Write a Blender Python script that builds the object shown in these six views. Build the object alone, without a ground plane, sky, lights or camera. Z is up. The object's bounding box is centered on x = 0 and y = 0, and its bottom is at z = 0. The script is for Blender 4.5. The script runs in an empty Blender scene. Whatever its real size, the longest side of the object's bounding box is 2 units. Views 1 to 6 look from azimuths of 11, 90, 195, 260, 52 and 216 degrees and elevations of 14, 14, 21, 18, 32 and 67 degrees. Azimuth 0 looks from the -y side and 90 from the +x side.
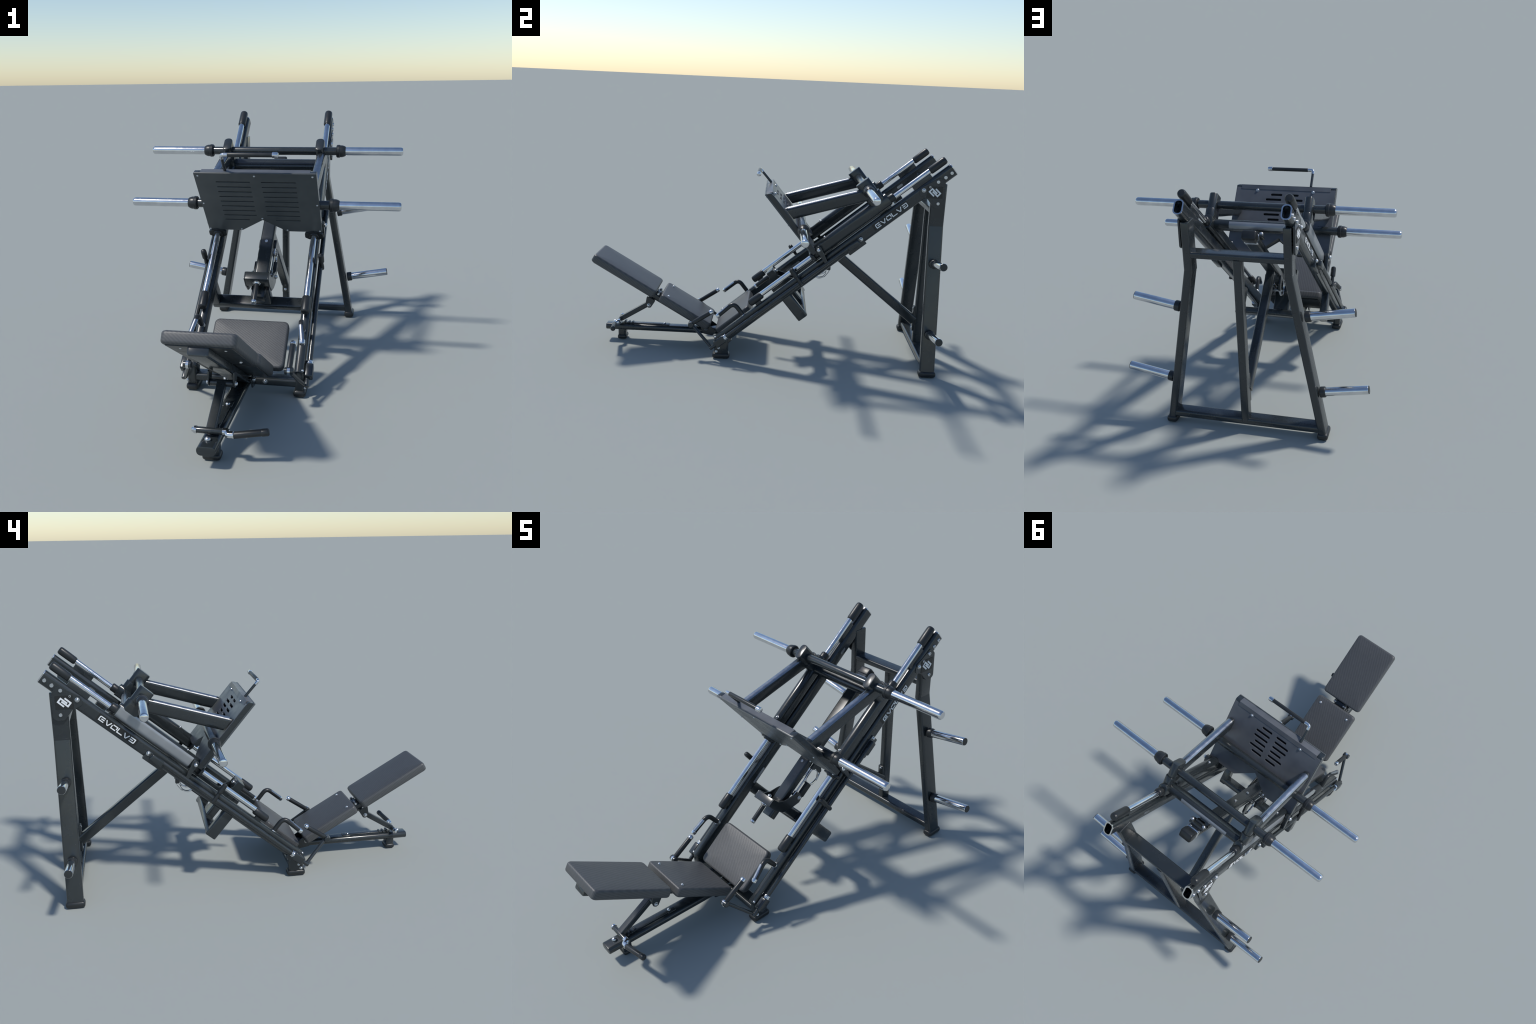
import bpy, bmesh, math
from mathutils import Vector, Matrix

# ------------------------------------------------------------------ frames
TH = math.radians(40.0)                      # slope of the sled rails
CS, SN = math.cos(TH), math.sin(TH)
S_AX = Vector((0, CS, SN))                   # along the rails, uphill
T_AX = Vector((0, -SN, CS))                  # square to the rails, up
X_AX = Vector((1, 0, 0))
Y_AX = Vector((0, 1, 0))
Z_AX = Vector((0, 0, 1))


def P(x, s, t):
    """rail coordinates -> world"""
    return X_AX * x + S_AX * s + T_AX * t


BK = math.radians(-30.0)                     # slope of the back rest
U_AX = Vector((0, math.cos(BK), math.sin(BK)))
W_AX = Vector((0, -math.sin(BK), math.cos(BK)))


def B(x, u, w):
    """back rest coordinates -> world"""
    return X_AX * x + U_AX * u + W_AX * w


# --------------------------------------------------------------- materials
def new_mat(name):
    m = bpy.data.materials.new(name)
    m.use_nodes = True
    nt = m.node_tree
    bsdf = nt.nodes["Principled BSDF"]
    return m, nt, bsdf


def object_coords(nt, scale=(1, 1, 1), rot=(0, 0, 0)):
    tc = nt.nodes.new("ShaderNodeTexCoord")
    mp = nt.nodes.new("ShaderNodeMapping")
    mp.inputs["Scale"].default_value = scale
    mp.inputs["Rotation"].default_value = rot
    nt.links.new(tc.outputs["Object"], mp.inputs["Vector"])
    return mp.outputs["Vector"]


def noise(nt, vec, scale, detail=3.0):
    n = nt.nodes.new("ShaderNodeTexNoise")
    n.inputs["Scale"].default_value = scale
    n.inputs["Detail"].default_value = detail
    nt.links.new(vec, n.inputs["Vector"])
    return n.outputs["Fac"]


def ramp(nt, fac, stops):
    r = nt.nodes.new("ShaderNodeValToRGB")
    e = r.color_ramp.elements
    while len(e) < len(stops):
        e.new(0.5)
    for el, (p, c) in zip(e, stops):
        el.position = p
        el.color = (c, c, c, 1) if isinstance(c, (int, float)) else (*c, 1)
    nt.links.new(fac, r.inputs["Fac"])
    return r.outputs["Color"]


def bump(nt, bsdf, height, strength, dist):
    b = nt.nodes.new("ShaderNodeBump")
    b.inputs["Strength"].default_value = strength
    b.inputs["Distance"].default_value = dist
    nt.links.new(height, b.inputs["Height"])
    nt.links.new(b.outputs["Normal"], bsdf.inputs["Normal"])


def mottled(name, lo, hi, rough, rough_var=0.06, scale=9.0, metallic=0.0, spec=0.5, coat=0.0, grain=0.0):
    m, nt, b = new_mat(name)
    v = object_coords(nt)
    f = noise(nt, v, scale)
    nt.links.new(ramp(nt, f, [(0.3, lo), (0.7, hi)]), b.inputs["Base Color"])
    nt.links.new(ramp(nt, noise(nt, v, scale * 2.3), [(0.3, rough - rough_var), (0.7, rough + rough_var)]), b.inputs["Roughness"])
    b.inputs["Metallic"].default_value = metallic
    b.inputs["Specular IOR Level"].default_value = spec
    b.inputs["Coat Weight"].default_value = coat
    b.inputs["Coat Roughness"].default_value = 0.12
    if grain:
        bump(nt, b, noise(nt, v, 420.0, 2.0), grain, 0.0006)
    return m


PAINT = mottled("black_gloss_paint", (0.0185, 0.0235, 0.0260), (0.0245, 0.0300, 0.0330), 0.26, 0.05, 6.0, 0.0, 0.5, 0.3)
PLATE_PAINT = mottled("satin_plate_paint", (0.060, 0.069, 0.074), (0.074, 0.083, 0.088), 0.38, 0.05, 14.0, 0.0, 0.5)
PANEL = mottled("worn_panel_paint", (0.090, 0.096, 0.106), (0.125, 0.131, 0.142), 0.36, 0.06, 11.0, 0.1, 0.5)
RUBBER = mottled("black_rubber", (0.016, 0.0185, 0.020), (0.022, 0.0245, 0.026), 0.36, 0.05, 16.0, 0.0, 0.45)
CHROME = mottled("polished_chrome", (0.62, 0.63, 0.65), (0.74, 0.75, 0.76), 0.13, 0.04, 22.0, 1.0)
STEEL = mottled("zinc_bolt_steel", (0.55, 0.57, 0.59), (0.68, 0.69, 0.70), 0.32, 0.05, 40.0, 1.0)
WHITE = mottled("white_print", (0.74, 0.76, 0.77), (0.80, 0.81, 0.82), 0.5, 0.03)
STICKER = mottled("dark_sticker", (0.010, 0.011, 0.011), (0.014, 0.015, 0.015), 0.42, 0.03)
LABEL_SHINE = mottled("grey_label_and_shine", (0.27, 0.285, 0.30), (0.35, 0.365, 0.38), 0.34, 0.05, 9.0, 0.45)  # grey of the tube label; also paints the baked shine on one sleeve
SHINE = mottled("baked_highlight_metal", (0.33, 0.35, 0.38), (0.42, 0.44, 0.47), 0.29, 0.05, 18.0, 1.0)  # bright metal colour for highlights baked into the original's surface


def pad_vinyl():
    m, nt, b = new_mat("woven_vinyl")
    v = object_coords(nt)
    # slanted twill: fine ribs, gently warped
    w = nt.nodes.new("ShaderNodeTexWave")
    w.wave_type = "BANDS"
    w.bands_direction = "DIAGONAL"
    w.inputs["Scale"].default_value = 40.0
    w.inputs["Distortion"].default_value = 1.6
    w.inputs["Detail"].default_value = 2.0
    w.inputs["Detail Scale"].default_value = 1.5
    nt.links.new(v, w.inputs["Vector"])
    f = noise(nt, v, 60.0, 4.0)
    mx = nt.nodes.new("ShaderNodeMix")
    mx.inputs["Factor"].default_value = 0.5
    nt.links.new(w.outputs["Fac"], mx.inputs[2])
    nt.links.new(f, mx.inputs[3])
    nt.links.new(ramp(nt, mx.outputs[0], [(0.15, (0.060, 0.063, 0.066)), (0.85, (0.084, 0.087, 0.090))]), b.inputs["Base Color"])
    b.inputs["Roughness"].default_value = 0.46
    b.inputs["Specular IOR Level"].default_value = 0.5
    bump(nt, b, mx.outputs[0], 0.18, 0.0012)
    return m


VINYL = pad_vinyl()

# ------------------------------------------------------------ object helpers
ROOT = bpy.data.objects.new("leg_press_machine", None)
bpy.context.scene.collection.objects.link(ROOT)
ROOT["label"] = "black plate-loaded incline leg press with chrome horns"
ROOT["category"] = "gym machine"


def add(name, me, mat, parent=None, smooth=35):
    for p in me.polygons:
        p.use_smooth = True
    me.set_sharp_from_angle(angle=math.radians(smooth))
    if mat and not me.materials:
        me.materials.append(mat)
    ob = bpy.data.objects.new(name, me)
    bpy.context.scene.collection.objects.link(ob)
    ob.parent = parent or ROOT
    return ob


def from_bm(bm, name):
    bmesh.ops.recalc_face_normals(bm, faces=bm.faces)
    me = bpy.data.meshes.new(name)
    bm.to_mesh(me)
    bm.free()
    return me


def rrect(w, h, r, n=6):
    """rounded rectangle outline, counter-clockwise, centred"""
    r = min(r, w / 2 - 1e-5, h / 2 - 1e-5)
    pts = []
    for cx, cy, a0 in ((w / 2 - r, h / 2 - r, 0), (-w / 2 + r, h / 2 - r, 90), (-w / 2 + r, -h / 2 + r, 180), (w / 2 - r, -h / 2 + r, 270)):
        for i in range(n + 1):
            a = math.radians(a0 + 90 * i / n)
            pts.append((cx + r * math.cos(a), cy + r * math.sin(a)))
    return pts


def circle(r, n=28):
    return [(r * math.cos(2 * math.pi * i / n), r * math.sin(2 * math.pi * i / n)) for i in range(n)]


def rings_mesh(bm, rings, cap0=True, cap1=True):
    rv = [[bm.verts.new(p) for p in ring] for ring in rings]
    n = len(rv[0])
    for a, b in zip(rv, rv[1:]):
        for i in range(n):
            j = (i + 1) % n
            bm.faces.new((a[i], a[j], b[j], b[i]))
    if cap0:
        bm.faces.new(rv[0])
    if cap1:
        bm.faces.new(rv[-1])
    return rv


def tube_into(bm, p0, p1, w, h, r, ax, ay, bev=0.003, hollow=0.0, wall=0.005):
    """rounded-rectangle bar from p0 to p1; w along ax, h along ay"""
    p0, p1 = Vector(p0), Vector(p1)
    d = (p1 - p0)
    L = d.length
    d = d / L

    def ring(pos, inset):
        return [pos + ax * a + ay * b for a, b in rrect(w - 2 * inset, h - 2 * inset, max(r - inset, 0.0012))]
    rings = []
    if bev:
        rings += [ring(p0, bev), ring(p0 + d * bev * 0.3, bev * 0.3), ring(p0 + d * bev, 0)]
    else:
        rings += [ring(p0, 0)]
    if hollow:
        rings += [ring(p1, 0), ring(p1, wall), ring(p1 - d * hollow, wall)]
    elif bev:
        rings += [ring(p1 - d * bev, 0), ring(p1 - d * bev * 0.3, bev * 0.3), ring(p1, bev)]
    else:
        rings += [ring(p1, 0)]
    rings_mesh(bm, rings)


def tube(name, p0, p1, w, h, r, ax, ay, mat=PAINT, parent=None, bev=0.003, hollow=0.0):
    bm = bmesh.new()
    tube_into(bm, p0, p1, w, h, r, ax, ay, bev, hollow)
    return add(name, from_bm(bm, name), mat, parent)


def basis(d):
    d = Vector(d).normalized()
    a = Z_AX if abs(d.z) < 0.9 else X_AX
    u = d.cross(a).normalized()
    return u, d.cross(u).normalized(), d


def lathe_into(bm, origin, axis, prof, n=28):
    """prof: list of (distance along the axis, radius)"""
    u, v, d = basis(axis)
    rings = [[origin + d * k + u * a + v * b for a, b in circle(max(r, 0.0004), n)] for k, r in prof]
    rings_mesh(bm, rings)


def lathe(name, origin, axis, prof, mat, parent=None, n=28):
    bm = bmesh.new()
    lathe_into(bm, Vector(origin), Vector(axis), prof, n)
    return add(name, from_bm(bm, name), mat, parent)


def rod_prof(L, r, b):
    b = min(b, r * 0.98)
    k = [(b * (1 - math.cos(math.radians(a))), r - b + b * math.sin(math.radians(a))) for a in (0, 30, 60, 90)]
    return k + [(L - d, q) for d, q in reversed(k)]


def rod(name, p0, p1, r, mat, parent=None, bev=0.003, n=28):
    p0, p1 = Vector(p0), Vector(p1)
    return lathe(name, p0, p1 - p0, rod_prof((p1 - p0).length, r, bev), mat, parent, n)


def fillet(path, rad, n=8):
    path = [Vector(p) for p in path]
    out = [path[0]]
    for a, b, c in zip(path, path[1:], path[2:]):
        d0, d1 = (a - b).normalized(), (c - b).normalized()
        ang = d0.angle(d1)
        k = min(rad / math.tan(ang / 2), (a - b).length * 0.48, (c - b).length * 0.48)
        q0, q1 = b + d0 * k, b + d1 * k
        for i in range(n + 1):
            t = i / n
            out.append(q0 * (1 - t) ** 2 + b * 2 * t * (1 - t) + q1 * t * t)
    out.append(path[-1])
    return out


def sweep_into(bm, path, r, n=18, cap=0.003):
    d0 = (path[1] - path[0]).normalized()
    u, v, _ = basis(d0)
    rings = []
    prev = d0
    m = len(path)
    for i, p in enumerate(path):
        d = (path[min(i + 1, m - 1)] - path[max(i - 1, 0)]).normalized()
        q = prev.rotation_difference(d)
        u, v, prev = q @ u, q @ v, d
        if i == 0:
            rings.append([p + u * a + v * b for a, b in circle(r - cap, n)])
            rings.append([p + d * cap + u * a + v * b for a, b in circle(r, n)])
        elif i == m - 1:
            rings.append([p - d * cap + u * a + v * b for a, b in circle(r, n)])
            rings.append([p + u * a + v * b for a, b in circle(r - cap, n)])
        else:
            rings.append([p + u * a + v * b for a, b in circle(r, n)])
    rings_mesh(bm, rings)


def pipe(name, path, r, mat, parent=None, rad=0.02, n=18):
    bm = bmesh.new()
    sweep_into(bm, fillet(path, rad), r, n)
    return add(name, from_bm(bm, name), mat, parent)


def block_into(bm, c, ax, ay, az, size, bev, seg=3):
    g = bmesh.ops.create_cube(bm, size=1.0)
    vs = g["verts"]
    M = Matrix((ax, ay, az)).transposed()
    for v in vs:
        v.co = Vector((v.co.x * size[0], v.co.y * size[1], v.co.z * size[2]))
    if bev:
        es = list({e for v in vs for e in v.link_edges})
        r = bmesh.ops.bevel(bm, geom=es, offset=bev, segments=seg, profile=0.5, affect="EDGES")
        vs = list({v for f in r["faces"] for v in f.verts} | {v for v in vs if v.is_valid})
    for v in vs:
        v.co = M @ v.co + c


def block(name, c, size, ax=X_AX, ay=Y_AX, az=Z_AX, bev=0.004, mat=PAINT, parent=None, seg=3):
    bm = bmesh.new()
    block_into(bm, Vector(c), ax, ay, az, size, bev, seg)
    return add(name, from_bm(bm, name), mat, parent)


def shape_mesh(name, loops, org, ax, ay, thick, bev=0.001):
    """flat plate from 2D outlines (first outer, rest holes); thick goes along ax x ay"""
    cu = bpy.data.curves.new(name, "CURVE")
    cu.dimensions = "2D"
    cu.fill_mode = "BOTH"
    cu.extrude = thick / 2 - bev
    cu.bevel_depth = bev
    cu.bevel_resolution = 1
    cu.offset = -bev
    for lp in loops:
        sp = cu.splines.new("POLY")
        sp.points.add(len(lp) - 1)
        for q, (a, b) in zip(sp.points, lp):
            q.co = (a, b, 0, 1)
        sp.use_cyclic_u = True
    ob = bpy.data.objects.new(name, cu)
    bpy.context.scene.collection.objects.link(ob)
    bpy.context.view_layer.update()
    me = bpy.data.meshes.new_from_object(ob.evaluated_get(bpy.context.evaluated_depsgraph_get()))
    bpy.data.objects.remove(ob)
    bpy.data.curves.remove(cu)
    az = ax.cross(ay)
    M = Matrix.Translation(Vector(org) + az * (thick / 2)) @ Matrix((ax, ay, az)).transposed().to_4x4()
    me.transform(M)
    me.materials.clear()
    me.name = name
    return me


def plate(name, loops, org, ax, ay, thick, mat=PAINT, parent=None, bev=0.001):
    return add(name, shape_mesh(name, loops, org, ax, ay, thick, bev), mat, parent, 30)


def round_poly(pts, rad, n=5):
    m = len(pts)
    out = []
    for i in range(m):
        a, b, c = (Vector((*pts[(i + k) % m], 0)) for k in (-1, 0, 1))
        d0, d1 = (a - b).normalized(), (c - b).normalized()
        k = min(rad / math.tan(max(d0.angle(d1), 0.05) / 2), (a - b).length * 0.48, (c - b).length * 0.48)
        for j in range(n + 1):
            t = j / n
            q = (b + d0 * k) * (1 - t) ** 2 + b * 2 * t * (1 - t) + (b + d1 * k) * t * t
            out.append((q.x, q.y))
    return out


def slot(cx, cy, w, h):
    return [(cx + a, cy + b) for a, b in rrect(w, h, h / 2 - 1e-4, 4)]


# shared bolt meshes ---------------------------------------------------------
def bolt_mesh(kind):
    bm = bmesh.new()
    if kind == "dome":                      # washer + domed nut
        prof = [(-0.3, 1.25), (0.18, 1.25), (0.24, 1.15), (0.24, 1.0), (0.55, 0.96), (0.85, 0.78), (1.05, 0.45), (1.12, 0.0)]
        lathe_into(bm, Vector(), Z_AX, prof, 20)
    elif kind == "ball":
        prof = [(-0.6, 0.75), (0.0, 0.8), (0.25, 0.97), (0.55, 1.0), (0.9, 0.9), (1.2, 0.6), (1.36, 0.3), (1.4, 0.0)]
        lathe_into(bm, Vector(), Z_AX, prof, 20)
    else:                                   # socket screw with a recess
        prof = [(-0.3, 1.0), (0.35, 1.0), (0.5, 0.88), (0.5, 0.45), (0.2, 0.42), (0.2, 0.0)]
        lathe_into(bm, Vector(), Z_AX, prof, 18)
    me = from_bm(bm, kind + "_bolt")
    me.materials.append(STEEL)
    for p in me.polygons:
        p.use_smooth = True
    me.set_sharp_from_angle(angle=math.radians(40))
    return me


BOLTS = {k: bolt_mesh(k) for k in ("dome", "ball", "socket")}


def bolt(pos, axis, r, parent, kind="dome", name="bolt"):
    ob = bpy.data.objects.new(name, BOLTS[kind])
    bpy.context.scene.collection.objects.link(ob)
    ob.parent = parent
    q = Z_AX.rotation_difference(Vector(axis).normalized())
    ob.matrix_basis = Matrix.Translation(Vector(pos)) @ q.to_matrix().to_4x4() @ Matrix.Scale(r, 4)
    return ob


# ------------------------------------------------------------------ lettering
def ribbon(pts, w, closed=False):
    """outline loop of a stroked polyline with mitred corners"""
    v = [Vector((*p, 0)) for p in pts]
    m = len(v)
    L, Rr = [], []
    for i in range(m):
        a = v[i - 1] if (i or closed) else None
        c = v[(i + 1) % m] if (i < m - 1 or closed) else None
        d0 = (v[i] - a).normalized() if a is not None else (c - v[i]).normalized()
        d1 = (c - v[i]).normalized() if c is not None else d0
        n0, n1 = Vector((-d0.y, d0.x, 0)), Vector((-d1.y, d1.x, 0))
        mt = (n0 + n1).normalized()
        k = w / 2 / max(mt.dot(n0), 0.35)
        L.append(v[i] + mt * k)
        Rr.append(v[i] - mt * k)
    return L, Rr


def strokes_mesh(name, strokes, w, org, ax, ay, thick):
    """strokes: polylines; raised thin ribbons standing proud of the surface"""
    az = ax.cross(ay)
    bm = bmesh.new()
    for st in strokes:
        L, Rr = ribbon(st, w)
        rings = []
        for a, b in zip(L, Rr):
            q = [org + ax * p.x + ay * p.y for p in (a, b)]
            rings.append([q[0], q[1], q[1] + az * thick, q[0] + az * thick])
        rings_mesh(bm, rings)
    return from_bm(bm, name)


# each glyph in a box 0..1 wide, 0..1 high
GLYPHS = {
    "E": [[(1, 1), (0.10, 1), (0.0, 0.86), (0.0, 0.0), (1.0, 0.0)], [(0.34, 0.5), (1.0, 0.5)]],
    "V": [[(0.0, 1.05), (0.44, 0.02), (0.60, 0.02), (1.0, 1.05)]],
    "O": [[(0.0, 0.78), (0.0, 0.0), (0.92, 0.0)], [(0.10, 1.0), (1.0, 1.0), (1.0, 0.30)]],
    "L": [[(0.04, 1.15), (0.0, 0.0), (1.05, 0.0)]],
    "3": [[(0.0, 1), (1.0, 1), (1.0, 0.14), (0.90, 0.0), (0.0, 0.0)], [(0.0, 0.5), (0.66, 0.5)]],
}


def word(parent, org, ax, ay, height, length):
    """letters as raised strokes; height and length are measured over the outer edges"""
    text = "EVOLV3"
    stroke = height * 0.205
    pitch = length / len(text)
    wid = pitch * 0.93 - stroke
    for i, ch in enumerate(text):
        st = [[(p[0] * wid, p[1] * (height - stroke)) for p in q] for q in GLYPHS[ch]]
        o = org + ax * (pitch * i + stroke / 2) + ay * (stroke / 2)
        # middle strokes sit on a slightly different level, so that no faces coincide
        for n, q in enumerate(st):
            me = strokes_mesh("letter", [q], stroke, o, ax, ay, 0.0012 + 0.0002 * n)
            add("letter" if n == 0 else "letter_bar", me, WHITE, parent)


def emblem(parent, org, ax, ay, size):
    """two interlocked hooks drawn as a slanted rhombus on a dark sticker"""
    az = ax.cross(ay)
    add("emblem_sticker", shape_mesh("emblem_sticker", [rrect(size * 1.22, size * 0.93, 0.002, 2)], org, ax, ay, 0.0016, 0.0003), STICKER, parent)
    hook = [(-0.045, -0.295), (-0.425, 0.050), (-0.225, 0.285), (0.187, -0.075)]
    for q in (hook, [(-x, -y) for x, y in hook]):
        me = strokes_mesh("emblem", [[(x * size, y * size) for x, y in q]], size * 0.115, org + az * 0.0016, ax, ay, 0.001)
        add("emblem", me, WHITE, parent)


def arc_band(name, p0, p1, centre_r, a0, a1, e0, e1, mat, parent, thick=0.0007, n=10):
    """thin shell lying on a round bar from p0 to p1; angles run from axis e0 towards e1"""
    bm = bmesh.new()
    rings = []
    for p in (Vector(p0), Vector(p1)):
        out = []
        for rr, rng in ((centre_r + thick, range(n + 1)), (centre_r - 0.002, range(n, -1, -1))):
            for i in rng:
                a = math.radians(a0 + (a1 - a0) * i / n)
                out.append(p + (e0 * math.cos(a) + e1 * math.sin(a)) * rr)
        rings.append(out)
    rings_mesh(bm, rings)
    return add(name, from_bm(bm, name), mat, parent)


# =================================================================== RAILS
RX, RT = 0.240, 0.237                        # rail centre line
GX, GT = 0.241, 0.306                        # guide rod centre line
RODX, RODT = 0.280, 0.237                    # safety rod centre line
for sg in (1, -1):
    rail = tube("side_rail", P(sg * RX, -0.135, RT), P(sg * RX, 1.468, RT), 0.045, 0.069, 0.019, X_AX, T_AX, hollow=0.06, bev=0.003)
    # bright bare metal lip at the open upper end
    bm = bmesh.new()
    ro = rrect(0.0458, 0.0698, 0.0194)
    ri = rrect(0.0335, 0.058, 0.0140)
    mk = lambda pr, s: [P(sg * RX + a, s, RT + b) for a, b in pr]
    rings_mesh(bm, [mk(ri, 1.440), mk(ri, 1.4695), mk(ro, 1.4695), mk(ro, 1.4655)], False, False)
    add("rail_end_lip", from_bm(bm, "rail_end_lip"), CHROME, rail)

    g = rod("guide_rod", P(sg * GX, 0.20, GT), P(sg * GX, 1.40, GT), 0.0146, CHROME)
    cap = [(0, 0.0160), (0.002, 0.0185), (0.008, 0.0205), (0.05, 0.0212), (0.090, 0.0210), (0.098, 0.0195), (0.1025, 0.0155), (0.104, 0.008), (0.104, 0)]
    lathe("rubber_stop", P(sg * GX, 1.362, GT - 0.001), S_AX, cap, RUBBER, g)
    cap = [(d * 0.84, q) for d, q in cap]
    lathe("rubber_stop", P(sg * GX, 0.2345, GT - 0.004), -S_AX, cap, RUBBER, g)
    block("guide_mount", P(sg * GX, 1.297, 0.283), (0.026, 0.115, 0.030), X_AX, S_AX, T_AX, 0.003, parent=g)
    block("guide_mount", P(sg * GX, 0.190, 0.281), (0.020, 0.036, 0.026), X_AX, S_AX, T_AX, 0.003, parent=g)

    # corner plate with its bolts, emblem and lettering
    yz = lambda y, z: (y * sg, z)
    xo = sg * (RX + 0.0226)
    ax, ay = Y_AX * sg, Z_AX                 # ax x ay points outwards
    outline = [(0.905, 1.083), (0.935, 1.050), (0.938, 0.925), (0.918, 0.912), (0.886, 0.914), (0.866, 0.936), (0.846, 0.962), (0.793, 0.985), (0.806, 1.022)]
    outline = [(y * sg, z) for y, z in outline]
    gp = plate("corner_plate", [round_poly(outline, 0.018)], (xo - sg * 0.006, 0, 0), ax, ay, 0.0095, parent=rail)
    ox = X_AX * sg
    for s, y, z, r in ((0, 0.960, 1.107, 0.0095), (0, 0.930, 1.082, 0.0100), (1, 0.893, 1.057, 0.0095), (1, 0.821, 1.009, 0.0090), (1, 0.902, 0.941, 0.0090), (1, 0.853, 1.028, 0.0060)):
        bolt((xo + sg * (0.0035 * s), y, z), ox, r, rail, "socket" if (s == 0 or y > 0.85) else "dome")
    emblem(rail, Vector((xo + sg * 0.0034, 0.880, 1.0)), ax, ay, 0.068)
    if sg > 0:
        word(rail, P(xo + 0.0006, 0.960, 0.2245), S_AX, T_AX, 0.0250, 0.208)
    else:
        word(rail, P(xo - 0.0006, 1.148, 0.2250), -S_AX, T_AX, 0.0250, 0.208)
    # dark backing film of the lettering, baked reflections copied as bright spots inside
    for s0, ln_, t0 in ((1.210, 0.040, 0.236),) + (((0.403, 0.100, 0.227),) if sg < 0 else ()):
        spot = shape_mesh("highlight_spot", [[(a, b) for a, b in rrect(ln_, 0.015, 0.0074, 5)]], P(sg * (RX - 0.0220), s0, t0), S_AX * -sg, T_AX, 0.0010, 0.0002)
        add("highlight_spot", spot, SHINE, rail)
    film = shape_mesh("letter_backing", [rrect(0.226, 0.037, 0.003, 2)], P(sg * (RX + 0.0222), 1.058 if sg > 0 else 1.044, 0.2385), S_AX * sg, T_AX, 0.0008, 0.0002)
    add("letter_backing", film, STICKER, rail)

    # safety rod on the outer flank
    sr = rod("safety_rod", P(sg * RODX, -0.10, RODT), P(sg * RODX, 0.80, RODT), 0.0115, PAINT)
    block("rod_bearing", P(sg * 0.279, 0.806, 0.229), (0.028, 0.074, 0.034), X_AX, S_AX, T_AX, 0.008, parent=sr)
    block("rod_bearing_plate", P(sg * 0.256, 0.812, 0.219), (0.026, 0.112, 0.052), X_AX, S_AX, T_AX, 0.004, parent=sr)
    bolt(P(sg * 0.268, 0.857, 0.231), ox, 0.009, sr)
    lathe("rod_collar", P(sg * RODX, -0.080, RODT), S_AX, [(0, 0.012), (0, 0.0175), (0.004, 0.0185), (0.007, 0.0165), (0.010, 0.0165), (0.013, 0.0185), (0.017, 0.0175), (0.017, 0.012)], CHROME, sr)
    block("rod_lower_bearing", P(sg * 0.282, -0.112, 0.237), (0.036, 0.066, 0.042), X_AX, S_AX, T_AX, 0.007, parent=sr)
    rod("rod_stub", P(sg * 0.276, -0.14, 0.234), P(sg * 0.276, -0.186, 0.234), 0.0105, PAINT, sr)
    bolt(P(sg * 0.256, -0.125, 0.262), T_AX, 0.007, sr, "ball")

    # stop finger on the rod
    lathe("stop_finger", P(sg * 0.288, 0.452, 0.222), T_AX + S_AX * 0.05, [(0, 0.006), (0.003, 0.0105), (0.02, 0.0110), (0.045, 0.0090), (0.056, 0.0092), (0.058, 0.0135), (0.095, 0.0140), (0.107, 0.0125), (0.112, 0.007), (0.113, 0)], RUBBER, sr)

    # crank handle at the lower end of the rod
    ca = pipe("crank_arm", [Vector((sg * 0.268, -0.286, 0.066)), Vector((sg * 0.213, -0.408, 0.180))], 0.0092, PAINT, rad=0.01)
    base = Vector((sg * 0.218, -0.405, 0.183))
    end = Vector((sg * 0.219, -0.289, 0.262))
    gd = (end - base).normalized()
    rod("crank_grip", base, end - gd * 0.012, 0.0128, RUBBER, ca)
    lathe("grip_cap", end - gd * 0.016, gd, [(0, 0.0128), (0.001, 0.0137), (0.012, 0.0137), (0.017, 0.0105), (0.019, 0.005), (0.0195, 0)], CHROME, ca)
    rod("crank_hub", Vector((sg * 0.199, -0.411, 0.178)), Vector((sg * 0.238, -0.409, 0.179)), 0.0155, PAINT, ca, 0.004)
    lathe("crank_hub_ring", Vector((sg * 0.212, -0.4105, 0.1785)), Vector((sg, 0, 0)), [(0, 0.014), (0, 0.0172), (0.012, 0.0172), (0.012, 0.014)], CHROME, ca)
    bolt(Vector((sg * 0.262, -0.300, 0.078)), Vector((0, -0.6, 0.6)), 0.006, ca, "ball")

    # fixed hand grip
    hx = 0.243
    hg = pipe("hand_grip", [P(sg * 0.236, 0.076, 0.258), P(sg * 0.237, 0.078, 0.357), P(sg * 0.252, -0.034, 0.355)], 0.0125, RUBBER, rad=0.032)
    hd = (P(sg * 0.252, -0.034, 0.355) - P(sg * 0.237, 0.078, 0.357)).normalized()
    lathe("grip_cap", P(sg * 0.252, -0.034, 0.355) - hd * 0.008, hd, [(0, 0.0128), (0.0005, 0.0140), (0.014, 0.0140), (0.019, 0.0115), (0.0205, 0.005), (0.021, 0)], CHROME, hg)
    ga, gb = P(sg * 0.2392, 0.046, 0.3566), P(sg * 0.2511, -0.026, 0.3550)
    arc_band("grip_highlight", ga, gb, 0.0125, -48, 62, T_AX, X_AX * -sg, SHINE, hg)  # baked highlight along the grip's top, laid on as a bright shell
    lathe("grip_ferrule", P(sg * 0.236, 0.076, 0.262), T_AX, [(0, 0.0165), (0.004, 0.0165), (0.008, 0.0145), (0.012, 0.0135)], STEEL, hg)

    # front leg
    fl = tube("front_leg", (sg * 0.243, -0.232, 0.02), (sg * 0.246, -0.230, 0.112), 0.042, 0.078, 0.012, X_AX, Y_AX)
    web = [(-0.271, 0.10), (-0.193, 0.10), (-0.165, 0.125), (-0.20, 0.115)]
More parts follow.
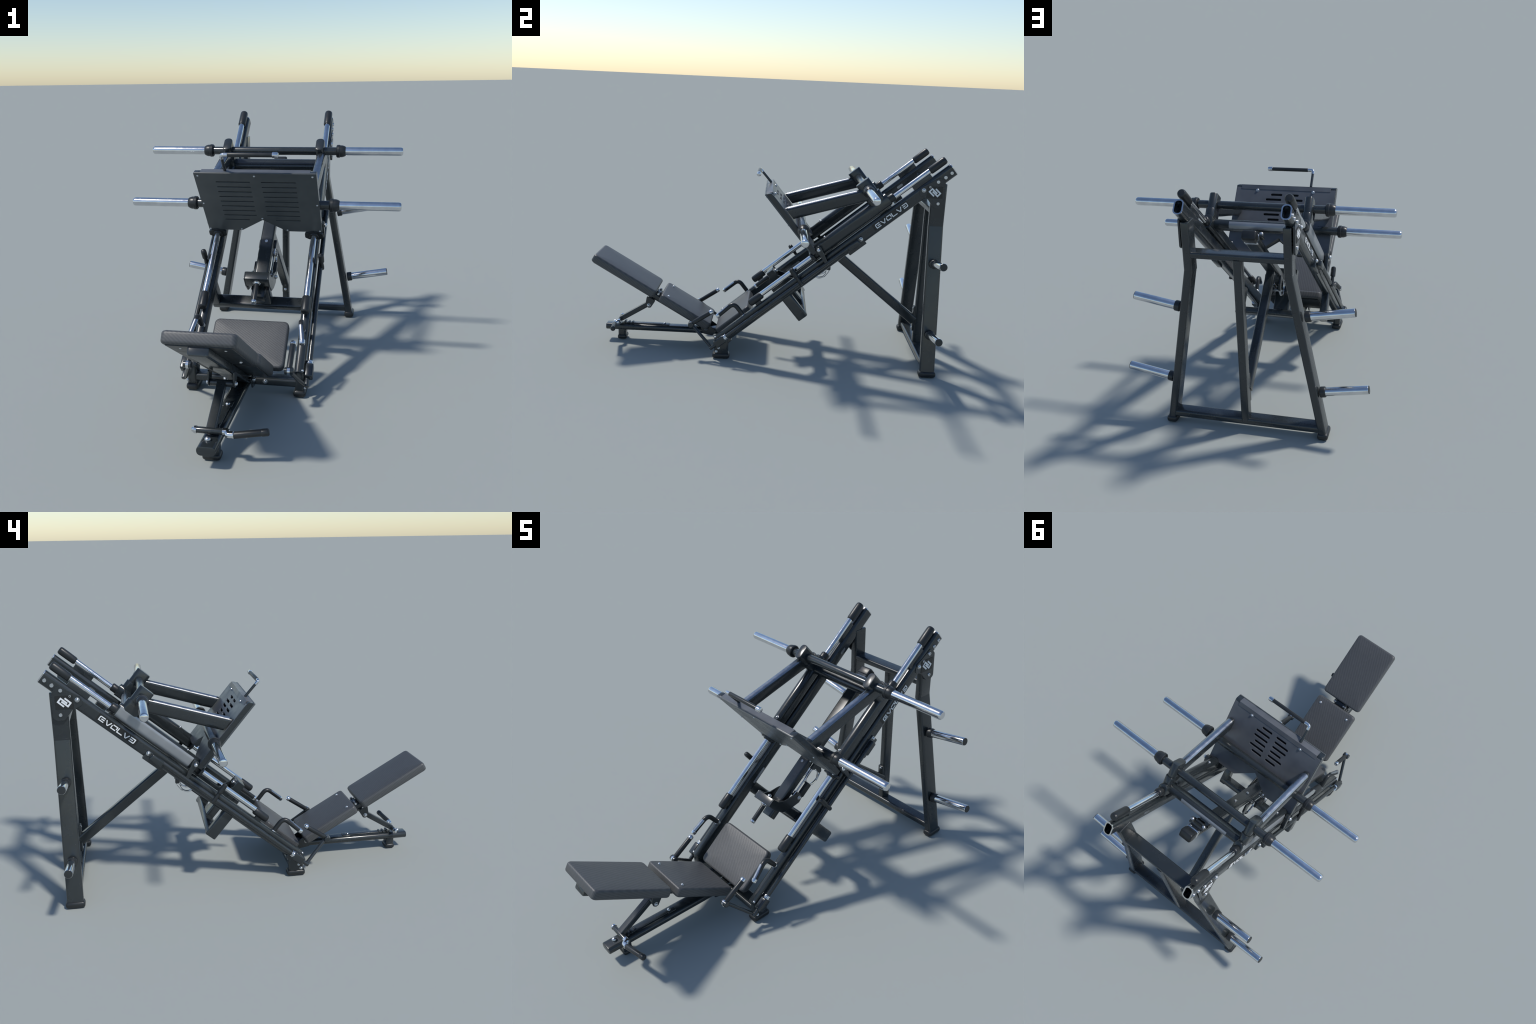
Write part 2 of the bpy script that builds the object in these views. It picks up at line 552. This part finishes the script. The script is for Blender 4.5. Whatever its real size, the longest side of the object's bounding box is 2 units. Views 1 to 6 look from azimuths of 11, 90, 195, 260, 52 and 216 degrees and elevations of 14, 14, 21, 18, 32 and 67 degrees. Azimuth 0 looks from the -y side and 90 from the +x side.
    block("foot_pad", (sg * 0.243, -0.232, 0.0155), (0.055, 0.097, 0.031), bev=0.012, mat=RUBBER, parent=fl)
    block("front_leg_gusset", P(sg * 0.243, -0.082, 0.206), (0.038, 0.040, 0.024), X_AX, S_AX, T_AX, 0.004, parent=fl)
    bolt((sg * 0.2645, -0.245, 0.062), ox, 0.006, fl)
    bolt((sg * 0.2640, -0.258, 0.040), ox, 0.007, fl)

# =========================================================== REAR FRAME
for sg in (1, -1):
    y = 0.908
    up = tube("rear_leg", (sg * 0.2325, y, 0.800), (sg * 0.2325, y, 1.045), 0.038, 0.080, 0.010, X_AX, Y_AX, bev=0.004)
    bm = bmesh.new()
    # splayed lower part, sheared so that it meets the upright flush
    tube_into(bm, Vector((sg * 0.3765, y, 0.02)), Vector((sg * 0.2325, y, 0.815)), 0.0385, 0.0802, 0.010, X_AX, Y_AX, 0)
    add("leg_lower", from_bm(bm, "leg_lower"), PAINT, up)
    block("foot_pad", (sg * 0.377, y, 0.0165), (0.052, 0.094, 0.033), bev=0.012, mat=RUBBER, parent=up)
    ld = Vector((sg * -0.141, 0, 0.795)).normalized()
    hd = Vector((ld.z * sg, 0, abs(ld.x)))   # square to the splayed leg, tilting up
    for zt, xt in ((0.657, 0.523), (0.2755, 0.587)):
        tip = Vector((sg * xt, 0.9065, zt))
        L = 0.222
        h = lathe("storage_horn", tip - hd * L, hd, rod_prof(L, 0.0205, 0.003), CHROME)
        lathe("horn_end_cap", tip - hd * 0.004, hd, [(0, 0.0170), (0.004, 0.0192), (0.0058, 0.0185), (0.0062, 0)], RUBBER, h)
        lathe("horn_collar", tip - hd * (L + 0.006), hd, [(0, 0.024), (0.002, 0.0255), (0.022, 0.0255), (0.026, 0.023), (0.027, 0.018)], RUBBER, h)

rc = tube("rear_cross_tube", (-0.225, 0.909, 0.890), (0.225, 0.909, 0.890), 0.071, 0.031, 0.010, Y_AX, Z_AX, bev=0)
rb = tube("rear_base_tube", (-0.362, 0.912, 0.049), (0.362, 0.912, 0.049), 0.068, 0.036, 0.012, Y_AX, Z_AX, bev=0)
cp = tube("rear_centre_post", (0, 0.918, 0.05), (0, 0.918, 0.88), 0.037, 0.058, 0.009, X_AX, Y_AX, bev=0)
for z in (0.268, 0.150):
    bolt((0, 0.890, z), -Y_AX, 0.0105, cp, "ball")
sd = Vector((0, 0.431, -0.345)).normalized()
sn = Vector((0, 0.345, 0.431)).normalized()
dg = tube("diagonal_strut", Vector((0, 0.372, 0.6035)), Vector((0, 0.885, 0.195)), 0.044, 0.053, 0.010, X_AX, sn, bev=0)
block("strut_foot", (0, 0.885, 0.208), (0.0345, 0.012, 0.15), bev=0.003, parent=dg)

# ================================================ CENTRE BEAM, SAFETY STOP
cb = tube("centre_beam", P(0, 0.252, 0.235), P(0, 1.135, 0.235), 0.066, 0.044, 0.010, X_AX, T_AX)
block("beam_end_cap", P(0, 1.150, 0.235), (0.071, 0.046, 0.049), X_AX, S_AX, T_AX, 0.010, RUBBER, cb)
block("cap_band", P(0, 1.108, 0.2355), (0.069, 0.026, 0.048), X_AX, S_AX, T_AX, 0.006, CHROME, cb)
block("stop_plate", P(0, 1.070, 0.262), (0.092, 0.050, 0.014), X_AX, S_AX, T_AX, 0.006, PAINT, cb)
block("stop_plate", P(0, 1.060, 0.272), (0.050, 0.026, 0.018), X_AX, S_AX, T_AX, 0.006, PAINT, cb)
for x in (-0.034, 0.038):
    bolt(P(x, 1.078, 0.269), T_AX, 0.0115, cb, "ball", "stop_ball")
for s in (0.583, 0.711):
    bolt(P(0, s, 0.257), T_AX, 0.0085, cb, "socket")

yk_out = [(0.293, 0.343), (0.293, 0.283), (0.309, 0.226), (0.350, 0.190), (0.400, 0.163), (0.432, 0.168), (0.442, 0.200), (0.402, 0.236), (0.364, 0.262), (0.340, 0.298), (0.336, 0.343)]
yk = block("stop_yoke", P(0, 0.3145, 0.3135), (0.110, 0.043, 0.060), X_AX, S_AX, T_AX, 0.003)
for sg in (1, -1):
    lp = [(s, t) for s, t in yk_out]
    org = X_AX * (0.053 if sg > 0 else -0.060)
    plate("yoke_cheek", [round_poly(lp, 0.006)], org, S_AX, T_AX, 0.007, parent=yk, bev=0.0012)
    bolt(P(sg * 0.060, 0.418, 0.187), X_AX * sg, 0.009, yk)
rod("yoke_pivot", P(-0.062, 0.418, 0.187), P(0.062, 0.418, 0.187), 0.007, STEEL, yk)
bolt(P(0, 0.334, 0.314), S_AX, 0.0115, yk, "ball")
gr = rod("yoke_grip", P(0, 0.292, 0.312), P(0, 0.190, 0.311), 0.0120, RUBBER, yk)
lathe("grip_cap", P(0, 0.194, 0.311), -S_AX, [(0, 0.0122), (0.001, 0.0134), (0.010, 0.0134), (0.014, 0.0105), (0.0155, 0)], CHROME, yk)
lathe("grip_collar", P(0, 0.294, 0.312), -S_AX, [(0, 0.019), (0.004, 0.019), (0.007, 0.0155), (0.011, 0.0135)], CHROME, yk)
# spring housing and pull ring beside the beam
ring_out = [(0.622, 0.214), (0.616, 0.160), (0.588, 0.130), (0.550, 0.121), (0.514, 0.132), (0.498, 0.162), (0.500, 0.208)]
ring_in = [(0.547 + 0.037 * math.cos(a), 0.171 + 0.038 * math.sin(a)) for a in [-2 * math.pi * i / 24 for i in range(24)]]
for sg in (1, -1):
    block("spring_housing", P(sg * 0.047, 0.470, 0.172), (0.020, 0.078, 0.036), X_AX, S_AX, T_AX, 0.005, RUBBER, yk)
    block("spring_clip", P(sg * 0.040, 0.424, 0.208), (0.014, 0.030, 0.018), X_AX, S_AX, T_AX, 0.003, CHROME, yk)
    pipe("spring_rod", [P(sg * 0.038, 0.41, 0.205), P(sg * 0.038, 0.54, 0.205)], 0.0042, CHROME, yk)
    plate("pull_ring", [round_poly(ring_out, 0.02), ring_in], X_AX * (sg * 0.038 - 0.005), S_AX, T_AX, 0.010, CHROME, yk, bev=0.003)
    wedge = [(0.628, 0.216), (0.624, 0.165), (0.598, 0.132), (0.584, 0.146), (0.592, 0.178), (0.570, 0.216)]
    plate("ring_lug", [round_poly(wedge, 0.008)], X_AX * (sg * 0.038 - 0.006), S_AX, T_AX, 0.012, PAINT, yk, bev=0.002)

# hanging cradle that joins both rails under the beam
cr = tube("cradle_bar", P(-0.2600, 0.336, 0.0765), P(0.2600, 0.336, 0.0765), 0.0625, 0.037, 0.012, S_AX, T_AX, bev=0.008)
for sg in (1, -1):
    tube("cradle_post", P(sg * 0.241, 0.336, 0.0565), P(sg * 0.241, 0.336, 0.212), 0.042, 0.0615, 0.011, X_AX, S_AX, parent=cr, bev=0.004)
tube("cradle_centre_post", P(0, 0.336, 0.095), P(0, 0.336, 0.222), 0.088, 0.046, 0.008, X_AX, S_AX, parent=cr, bev=0)

# ================================================================ CARRIAGE
HORN_UP, HORN_LO = (1.043, 0.428), (0.645, 0.470)
for sg in (1, -1):
    ox = X_AX * sg
    sl = tube("carriage_sleeve", P(sg * 0.239, 0.606, 0.317), P(sg * 0.239, 1.105, 0.317), 0.052, 0.072, 0.024, X_AX, T_AX, bev=0.005)
    lathe("sleeve_collar", P(sg * GX, 1.092, 0.310), S_AX, [(0, 0.0215), (0.004, 0.0225), (0.038, 0.0225), (0.043, 0.0205), (0.0455, 0.017)], RUBBER, sl)
    # catch arm reaching down to the stop finger
    arm = [(0.622, 0.238), (0.631, 0.230), (0.640, 0.238), (0.652, 0.290), (0.660, 0.328), (0.654, 0.344), (0.634, 0.344), (0.626, 0.325), (0.628, 0.290)]
    plate("catch_arm", [round_poly([(s * sg, t) for s, t in arm], 0.006)], X_AX * (sg * 0.266), S_AX * sg, T_AX, 0.022, parent=sl, bev=0.003)
    bolt(P(sg * 0.288, 0.641, 0.325), ox, 0.0115, sl, "ball")
    # flanged bearing on the guide rod under the foot plate
    fb = [(0.197, 0.292), (0.215, 0.280), (0.241, 0.272), (0.268, 0.280), (0.286, 0.292), (0.286, 0.318), (0.268, 0.332), (0.241, 0.338), (0.215, 0.332), (0.197, 0.318)]
    plate("rod_bearing_flange", [round_poly([(-sg * x, t) for x, t in (fb if sg < 0 else fb[::-1])], 0.008)], S_AX * 0.586, -X_AX, T_AX, -0.0 + 0.014, parent=sl, bev=0.002, mat=RUBBER)
    lathe("rod_bearing_ring", P(sg * GX, 0.578, GT), S_AX, [(0, 0.0165), (0.001, 0.0215), (0.004, 0.0235), (0.05, 0.0245), (0.05, 0.016)], RUBBER, sl)
    bolt(P(sg * 0.252, 0.584, 0.287), -S_AX, 0.0055, sl, "socket", "screw")
    if sg < 0:                               # baked shine painted as a bright outer flank, one side only
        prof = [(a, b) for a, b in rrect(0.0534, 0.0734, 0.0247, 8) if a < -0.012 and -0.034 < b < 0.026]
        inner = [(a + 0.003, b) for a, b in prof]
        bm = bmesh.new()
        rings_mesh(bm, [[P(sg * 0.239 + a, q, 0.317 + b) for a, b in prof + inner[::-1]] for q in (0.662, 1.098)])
        add("highlight_flank", from_bm(bm, "highlight_flank"), LABEL_SHINE, sl)
    bolt(P(sg * 0.232, 0.705, 0.351), T_AX, 0.007, sl, "dome")

    po = tube("carriage_post", P(sg * 0.240, 1.045, 0.33), P(sg * 0.240, 1.045, 0.477), 0.043, 0.080, 0.019, X_AX, S_AX, bev=0.004)
    tube("post_socket", P(sg * 0.240, 1.0465, 0.325), P(sg * 0.240, 1.0465, 0.394), 0.049, 0.092, 0.021, X_AX, S_AX, parent=po)
    ca = tube("carriage_arm", P(sg * 0.250, 0.634, 0.576), P(sg * 0.247, 1.03, 0.404), 0.042, 0.0775, 0.020, X_AX, T_AX, bev=0)
    prof = [(a, b) for a, b in rrect(0.0434, 0.0789, 0.0207, 8) if b > 0.0285]
    inner = [(a * 0.9, b - 0.003) for a, b in prof]
    bm = bmesh.new()
    rings_mesh(bm, [[P(sg * xq + a, q, tq + b) for a, b in prof + inner[::-1]] for xq, q, tq in ((0.250, 0.646, 0.5708), (0.2473, 0.992, 0.4197))])
    add("arm_top_highlight", from_bm(bm, "arm_top_highlight"), SHINE, ca)  # highlight along the arm's top, put into a bright shell

    for (s, t) in (HORN_UP, HORN_LO):
        wh = lathe("weight_horn", P(sg * 0.36, s, t), ox, [(0, 0.0210), (0.283, 0.0210), (0.289, 0.0198), (0.2935, 0.0165), (0.2955, 0.010), (0.296, 0)], CHROME)
        lathe("horn_collar", P(sg * 0.322, s, t), ox, [(0, 0.019), (0, 0.0285), (0.004, 0.0325), (0.016, 0.0330), (0.019, 0.0305), (0.030, 0.0300), (0.040, 0.0270), (0.047, 0.0225), (0.047, 0.020)], RUBBER, wh)

rod("upper_cross_tube", P(-0.325, *HORN_UP), P(0.325, *HORN_UP), 0.0205, PAINT)
rod("lower_cross_tube", P(-0.325, *HORN_LO), P(0.325, *HORN_LO), 0.0220, PAINT)
mc = tube("middle_cross_tube", P(-0.232, 1.043, 0.323), P(0.232, 1.043, 0.323), 0.068, 0.047, 0.0225, S_AX, T_AX, bev=0)
prof = [(a, b) for a, b in rrect(0.0694, 0.0484, 0.0232, 10) if a > 0.012 and -0.0236 < b < 0.011]
prof.sort(key=lambda q: math.atan2(q[1], q[0]))
inner = [(a - 0.003, b * 0.9) for a, b in prof]
bm = bmesh.new()
rings_mesh(bm, [[P(x, 1.043 + a, 0.323 + b) for a, b in prof + inner[::-1]] for x in (-0.150, 0.136)])
add("cross_tube_label", from_bm(bm, "cross_tube_label"), LABEL_SHINE, mc)

# ---- foot plate
FX, FT, FB = 0.2815, 0.740, 0.331
outer = [(-FX, FT), (-FX, FB), (-0.111, FB), (0, 0.413), (0.111, FB), (FX, FB), (FX, FT)]
holes = []
for i in range(9):
    tt = 0.6815 - 0.0336 * i
    for sx in (1, -1):
        a, b = (0.0255, 0.1855) if i < 8 else (0.064, 0.1855)
        holes.append(slot(sx * (a + b) / 2, tt, b - a, 0.0062))
# built facing -s: ax = -x, ay = t gives normal  (-x) x t = ... pointing down the rail
fp = plate("foot_plate", [round_poly(outer, 0.006)] + holes, S_AX * 0.600, -X_AX, T_AX, -0.008 if False else 0.008, mat=PLATE_PAINT, bev=0.0008)
fp_dir = (-X_AX).cross(T_AX)
if fp_dir.dot(S_AX) > 0:
    fp.data.transform(Matrix.Translation(-S_AX * 0.008))
for x, t in ((-0.263, 0.722), (0, 0.7225), (0.263, 0.722), (-0.271, 0.530), (0.271, 0.530), (-0.272, 0.339), (0.272, 0.339), (-0.114, 0.341), (0.114, 0.341), (0, 0.425)):
    bolt(P(x, 0.592, t), -S_AX, 0.0042, fp, "dome", "screw")
for sg in (1, -1):
    side = [(0.599, 0.738), (0.599, 0.318), (0.6262, 0.318), (0.6262, 0.722), (0.620, 0.728)]
    plate("plate_side_frame", [round_poly([(a, b) for a, b in side], 0.003)], X_AX * (sg * 0.2660 - 0.015), S_AX, T_AX, 0.030, parent=fp, bev=0.002)
top = [(0.598, 0.7385), (0.598, 0.700), (0.630, 0.700), (0.632, 0.724)]
plate("plate_top_flange", [top], X_AX * -0.252, S_AX, T_AX, 0.504, PANEL, fp, bev=0.0015)
back = [(-0.2785, 0.712), (-0.2785, 0.335), (-0.108, 0.335), (0, 0.420), (0.108, 0.335), (0.2785, 0.335), (0.2785, 0.712)]
bh = []
for i in range(6):
    tt = 0.672 - 0.0295 * i
    a, b = (0.014, 0.078) if i in (0, 5) else (0.016, 0.104)
    if i == 3:
        b = 0.086
    for sx in (1, -1):
        bh.append(slot(sx * (a + b) / 2, tt, b - a, 0.0125))
bk = plate("plate_back_panel", [round_poly(back, 0.004)] + bh, S_AX * 0.628, X_AX, T_AX, 0.010, mat=PANEL, parent=fp, bev=0.0012)
d = X_AX.cross(T_AX)
bk.data.transform(Matrix.Translation(S_AX * (0.0 if d.dot(S_AX) < 0 else -0.010)))
block("slot_light_blocker", P(0, 0.6110, 0.560), (0.460, 0.004, 0.285), X_AX, S_AX, T_AX, 0.0, RUBBER, fp)  # added dark sheet that keeps light from showing through the slots
bm = bmesh.new()                              # sloping edge that closes the box along the notch
for x0, t0, x1, t1 in ((-0.252, 0.334, -0.110, 0.334), (-0.110, 0.334, 0, 0.417), (0, 0.417, 0.110, 0.334), (0.110, 0.334, 0.252, 0.334)):
    v = [bm.verts.new(P(x, q, t)) for x, t, q in ((x0, t0, 0.599), (x1, t1, 0.599), (x1, t1 + 0.004, 0.626), (x0, t0 + 0.004, 0.626))]
    bm.faces.new(v)
add("panel_skirt", from_bm(bm, "panel_skirt"), PLATE_PAINT, fp)
for x in (-0.157, 0.157):
    bolt(P(x, 0.628, 0.696), S_AX, 0.0075, fp)
# release lever above the plate
lv = pipe("release_lever", [P(-0.139, 0.621, 0.728), P(-0.139, 0.618, 0.832), P(-0.085, 0.618, 0.832)], 0.0072, PAINT, rad=0.014)
pipe("lever_elbow", [P(-0.139, 0.618, 0.806), P(-0.139, 0.618, 0.832), P(-0.106, 0.618, 0.832)], 0.0086, CHROME, lv, rad=0.016)
rod("lever_grip", P(-0.110, 0.618, 0.832), P(0.096, 0.618, 0.832), 0.0102, RUBBER, lv)
lathe("grip_cap", P(0.092, 0.618, 0.832), X_AX, [(0, 0.0105), (0.001, 0.0130), (0.020, 0.0130), (0.026, 0.0105), (0.028, 0.006), (0.0285, 0)], CHROME, lv)

# =================================================================== SEAT
def cushion(name, lo, wx, wy, h, ax, ay, az, corner, edge):
    """rounded slab: plan outline with round corners, round upper and lower edges, slight crown"""
    bm = bmesh.new()
    rings = []
    for k, (side, base) in enumerate(((-1, edge), (1, h - edge))):
        for i in range(6):
            a = math.radians(90 * i / 5)
            if side < 0:
                ins, z = edge * (1 - math.sin(a)), edge * (1 - math.cos(a))
            else:
                ins, z = edge * (1 - math.cos(a)), h - edge + edge * math.sin(a)
            rings.append([lo + ax * p + ay * q + az * z for p, q in rrect(wx - 2 * ins, wy - 2 * ins, corner - ins * 0.6, 6)])
    for f in (0.5, 0.06):                     # crown of the upper face
        rings.append([lo + ax * p * f + ay * q * f + az * (h + 0.0018 * (1 - f)) for p, q in rrect(wx - 2 * edge, wy - 2 * edge, corner - edge * 0.6, 6)])
    rings_mesh(bm, rings)
    return add(name, from_bm(bm, name), VINYL, None, 60)


seat = cushion("seat_pad", P(0, -0.008, 0.2415), 0.346, 0.238, 0.041, X_AX, S_AX, T_AX, 0.024, 0.010)
block("seat_board", P(0, -0.008, 0.239), (0.30, 0.20, 0.010), X_AX, S_AX, T_AX, 0.002, RUBBER, seat)
tube("seat_bracket", P(0, -0.13, 0.222), P(0, 0.09, 0.222), 0.070, 0.030, 0.006, X_AX, T_AX, PAINT, seat)

# ============================================================== BACK REST
def pad(name, u0, u1, w0, w1, hw, bev):
    return cushion(name, B(0, (u0 + u1) / 2, w0), hw * 2, u1 - u0, w1 - w0 - 0.0003, X_AX, U_AX, W_AX, bev * 1.6, bev)


head = pad("head_pad", -1.114, -0.704, -0.0685, -0.0205, 0.1335, 0.012)
lower = pad("back_pad", -0.671, -0.338, -0.0650, -0.0165, 0.1375, 0.011)
for x in (0.100, -0.099):
    bolt(B(x, -0.631, -0.0168), W_AX, 0.0065, lower)
for x in (-0.075, 0.085):
    bolt(B(x, -1.05, -0.0685), -W_AX, 0.006, head, "dome")
    bolt(B(x, -0.79, -0.0685), -W_AX, 0.007, head, "ball")
block("pad_board", B(0, -0.909, -0.0685), (0.235, 0.375, 0.008), X_AX, U_AX, W_AX, 0.002, RUBBER, head)
block("pad_board", B(0, -0.505, -0.0655), (0.240, 0.300, 0.008), X_AX, U_AX, W_AX, 0.002, RUBBER, lower)
sp = tube("back_spine", B(0, -1.096, -0.0855), B(0, -0.345, -0.0855), 0.078, 0.036, 0.010, X_AX, W_AX, bev=0.006)
block("spine_hinge_block", B(0, -0.687, -0.062), (0.060, 0.030, 0.024), X_AX, U_AX, W_AX, 0.004, parent=sp)
rod("spine_hinge_pin", B(-0.045, -0.687, -0.058), B(0.045, -0.687, -0.058), 0.008, STEEL, sp)
for x in (-0.030, 0.030):
    bolt(B(x, -0.687, -0.050), W_AX, 0.0065, sp, "ball")
# lugs carrying the support leg
PV = Vector((0, -0.679, 0.226))
for sg in (1, -1):
    lug = [(-0.690, 0.282), (-0.697, 0.242), (-0.694, 0.220), (-0.680, 0.209), (-0.667, 0.212), (-0.658, 0.226), (-0.640, 0.254)]
    plate("support_lug", [round_poly(lug, 0.008)], (sg * 0.050 - 0.003, 0, 0), Y_AX, Z_AX, 0.006, parent=sp)
    bolt((sg * 0.053, PV.y, PV.z), X_AX * sg, 0.0085, sp)

# ================================================= SUPPORT LEG & FRONT BEAM
BT = Vector((0, -0.857, 0.116))
ld = (PV - BT).normalized()
ln = X_AX.cross(ld).normalized()
leg = tube("support_leg", BT + ld * 0.004, PV - ld * 0.004, 0.036, 0.028, 0.005, X_AX, ln, bev=0)
rod("support_leg_pivot", PV - X_AX * 0.047, PV + X_AX * 0.047, 0.0135, PAINT, leg)
rod("latch_bar", BT - X_AX * 0.056, BT + X_AX * 0.046, 0.0120, PAINT, leg)
lathe("latch_bar_cap", BT - X_AX * 0.052, -X_AX, [(0, 0.012), (0.001, 0.0138), (0.010, 0.0142), (0.016, 0.0095), (0.019, 0.0085), (0.021, 0.004), (0.0212, 0)], CHROME, leg)
pipe("latch_elbow", [BT + X_AX * 0.042, BT + X_AX * 0.062, Vector((0.066, -0.873, 0.113)), Vector((0.090, -0.8735, 0.1145))], 0.0140, CHROME, leg, rad=0.01)
g0, g1 = Vector((0.086, -0.874, 0.114)), Vector((0.213, -0.8545, 0.1275))
gd = (g1 - g0).normalized()
rod("latch_grip", g0, g1, 0.0130, RUBBER, leg, 0.006)
rod("latch_grip_tip", g1 - gd * 0.030, g1 + gd * 0.003, 0.0140, RUBBER, leg, 0.007)

fbm = tube("front_beam", (0, -0.937, 0.0745), (0, -0.225, 0.0745), 0.072, 0.037, 0.017, X_AX, Z_AX, bev=0.004)
tube("front_beam_post", (0, -0.843, 0.012), (0, -0.843, 0.066), 0.058, 0.046, 0.012, X_AX, Y_AX, parent=fbm, bev=0.002)
block("foot_pad", (0, -0.842, 0.013), (0.070, 0.054, 0.026), bev=0.011, mat=RUBBER, parent=fbm)
block("adjuster_rack", (0, -0.70, 0.0955), (0.030, 0.235, 0.008), bev=0.002, parent=fbm)
for i in range(3):
    block("rack_tooth", (0, -0.826 + 0.022 * i, 0.099 + 0.003 * (i == 0)), (0.046 - 0.008 * i, 0.011, 0.012), bev=0.003, parent=fbm)
bolt((0, -0.592, 0.092), Z_AX, 0.010, fbm, "ball")
bolt((-0.004, -0.889, 0.092), Z_AX, 0.012, fbm, "ball")
block("rack_seat", (0, -0.585, 0.093), (0.040, 0.045, 0.010), bev=0.003, parent=fbm)

fc = tube("front_cross_tube", (-0.230, -0.230, 0.0575), (0.230, -0.230, 0.0575), 0.070, 0.034, 0.009, Y_AX, Z_AX, bev=0)
for sg in (1, -1):
    plate("pivot_lug", [round_poly([(-0.372, 0.104), (-0.352, 0.122), (-0.318, 0.116), (-0.275, 0.085), (-0.300, 0.056), (-0.355, 0.066)], 0.010)], (sg * 0.050 - 0.003, 0, 0), Y_AX, Z_AX, 0.006, parent=fc)
    bolt((sg * 0.053, -0.338, 0.098), X_AX * sg, 0.009, fc)
    bolt((sg * 0.090, -0.2645, 0.060), -Y_AX, 0.0085, fc)
rod("pivot_pin", (-0.052, -0.338, 0.098), (0.052, -0.338, 0.098), 0.011, PAINT, fc)
tube("seat_riser", (0, -0.225, 0.06), (0, -0.195, 0.15), 0.060, 0.040, 0.006, X_AX, Vector((0, -0.66, 0.75)), parent=fc, bev=0)
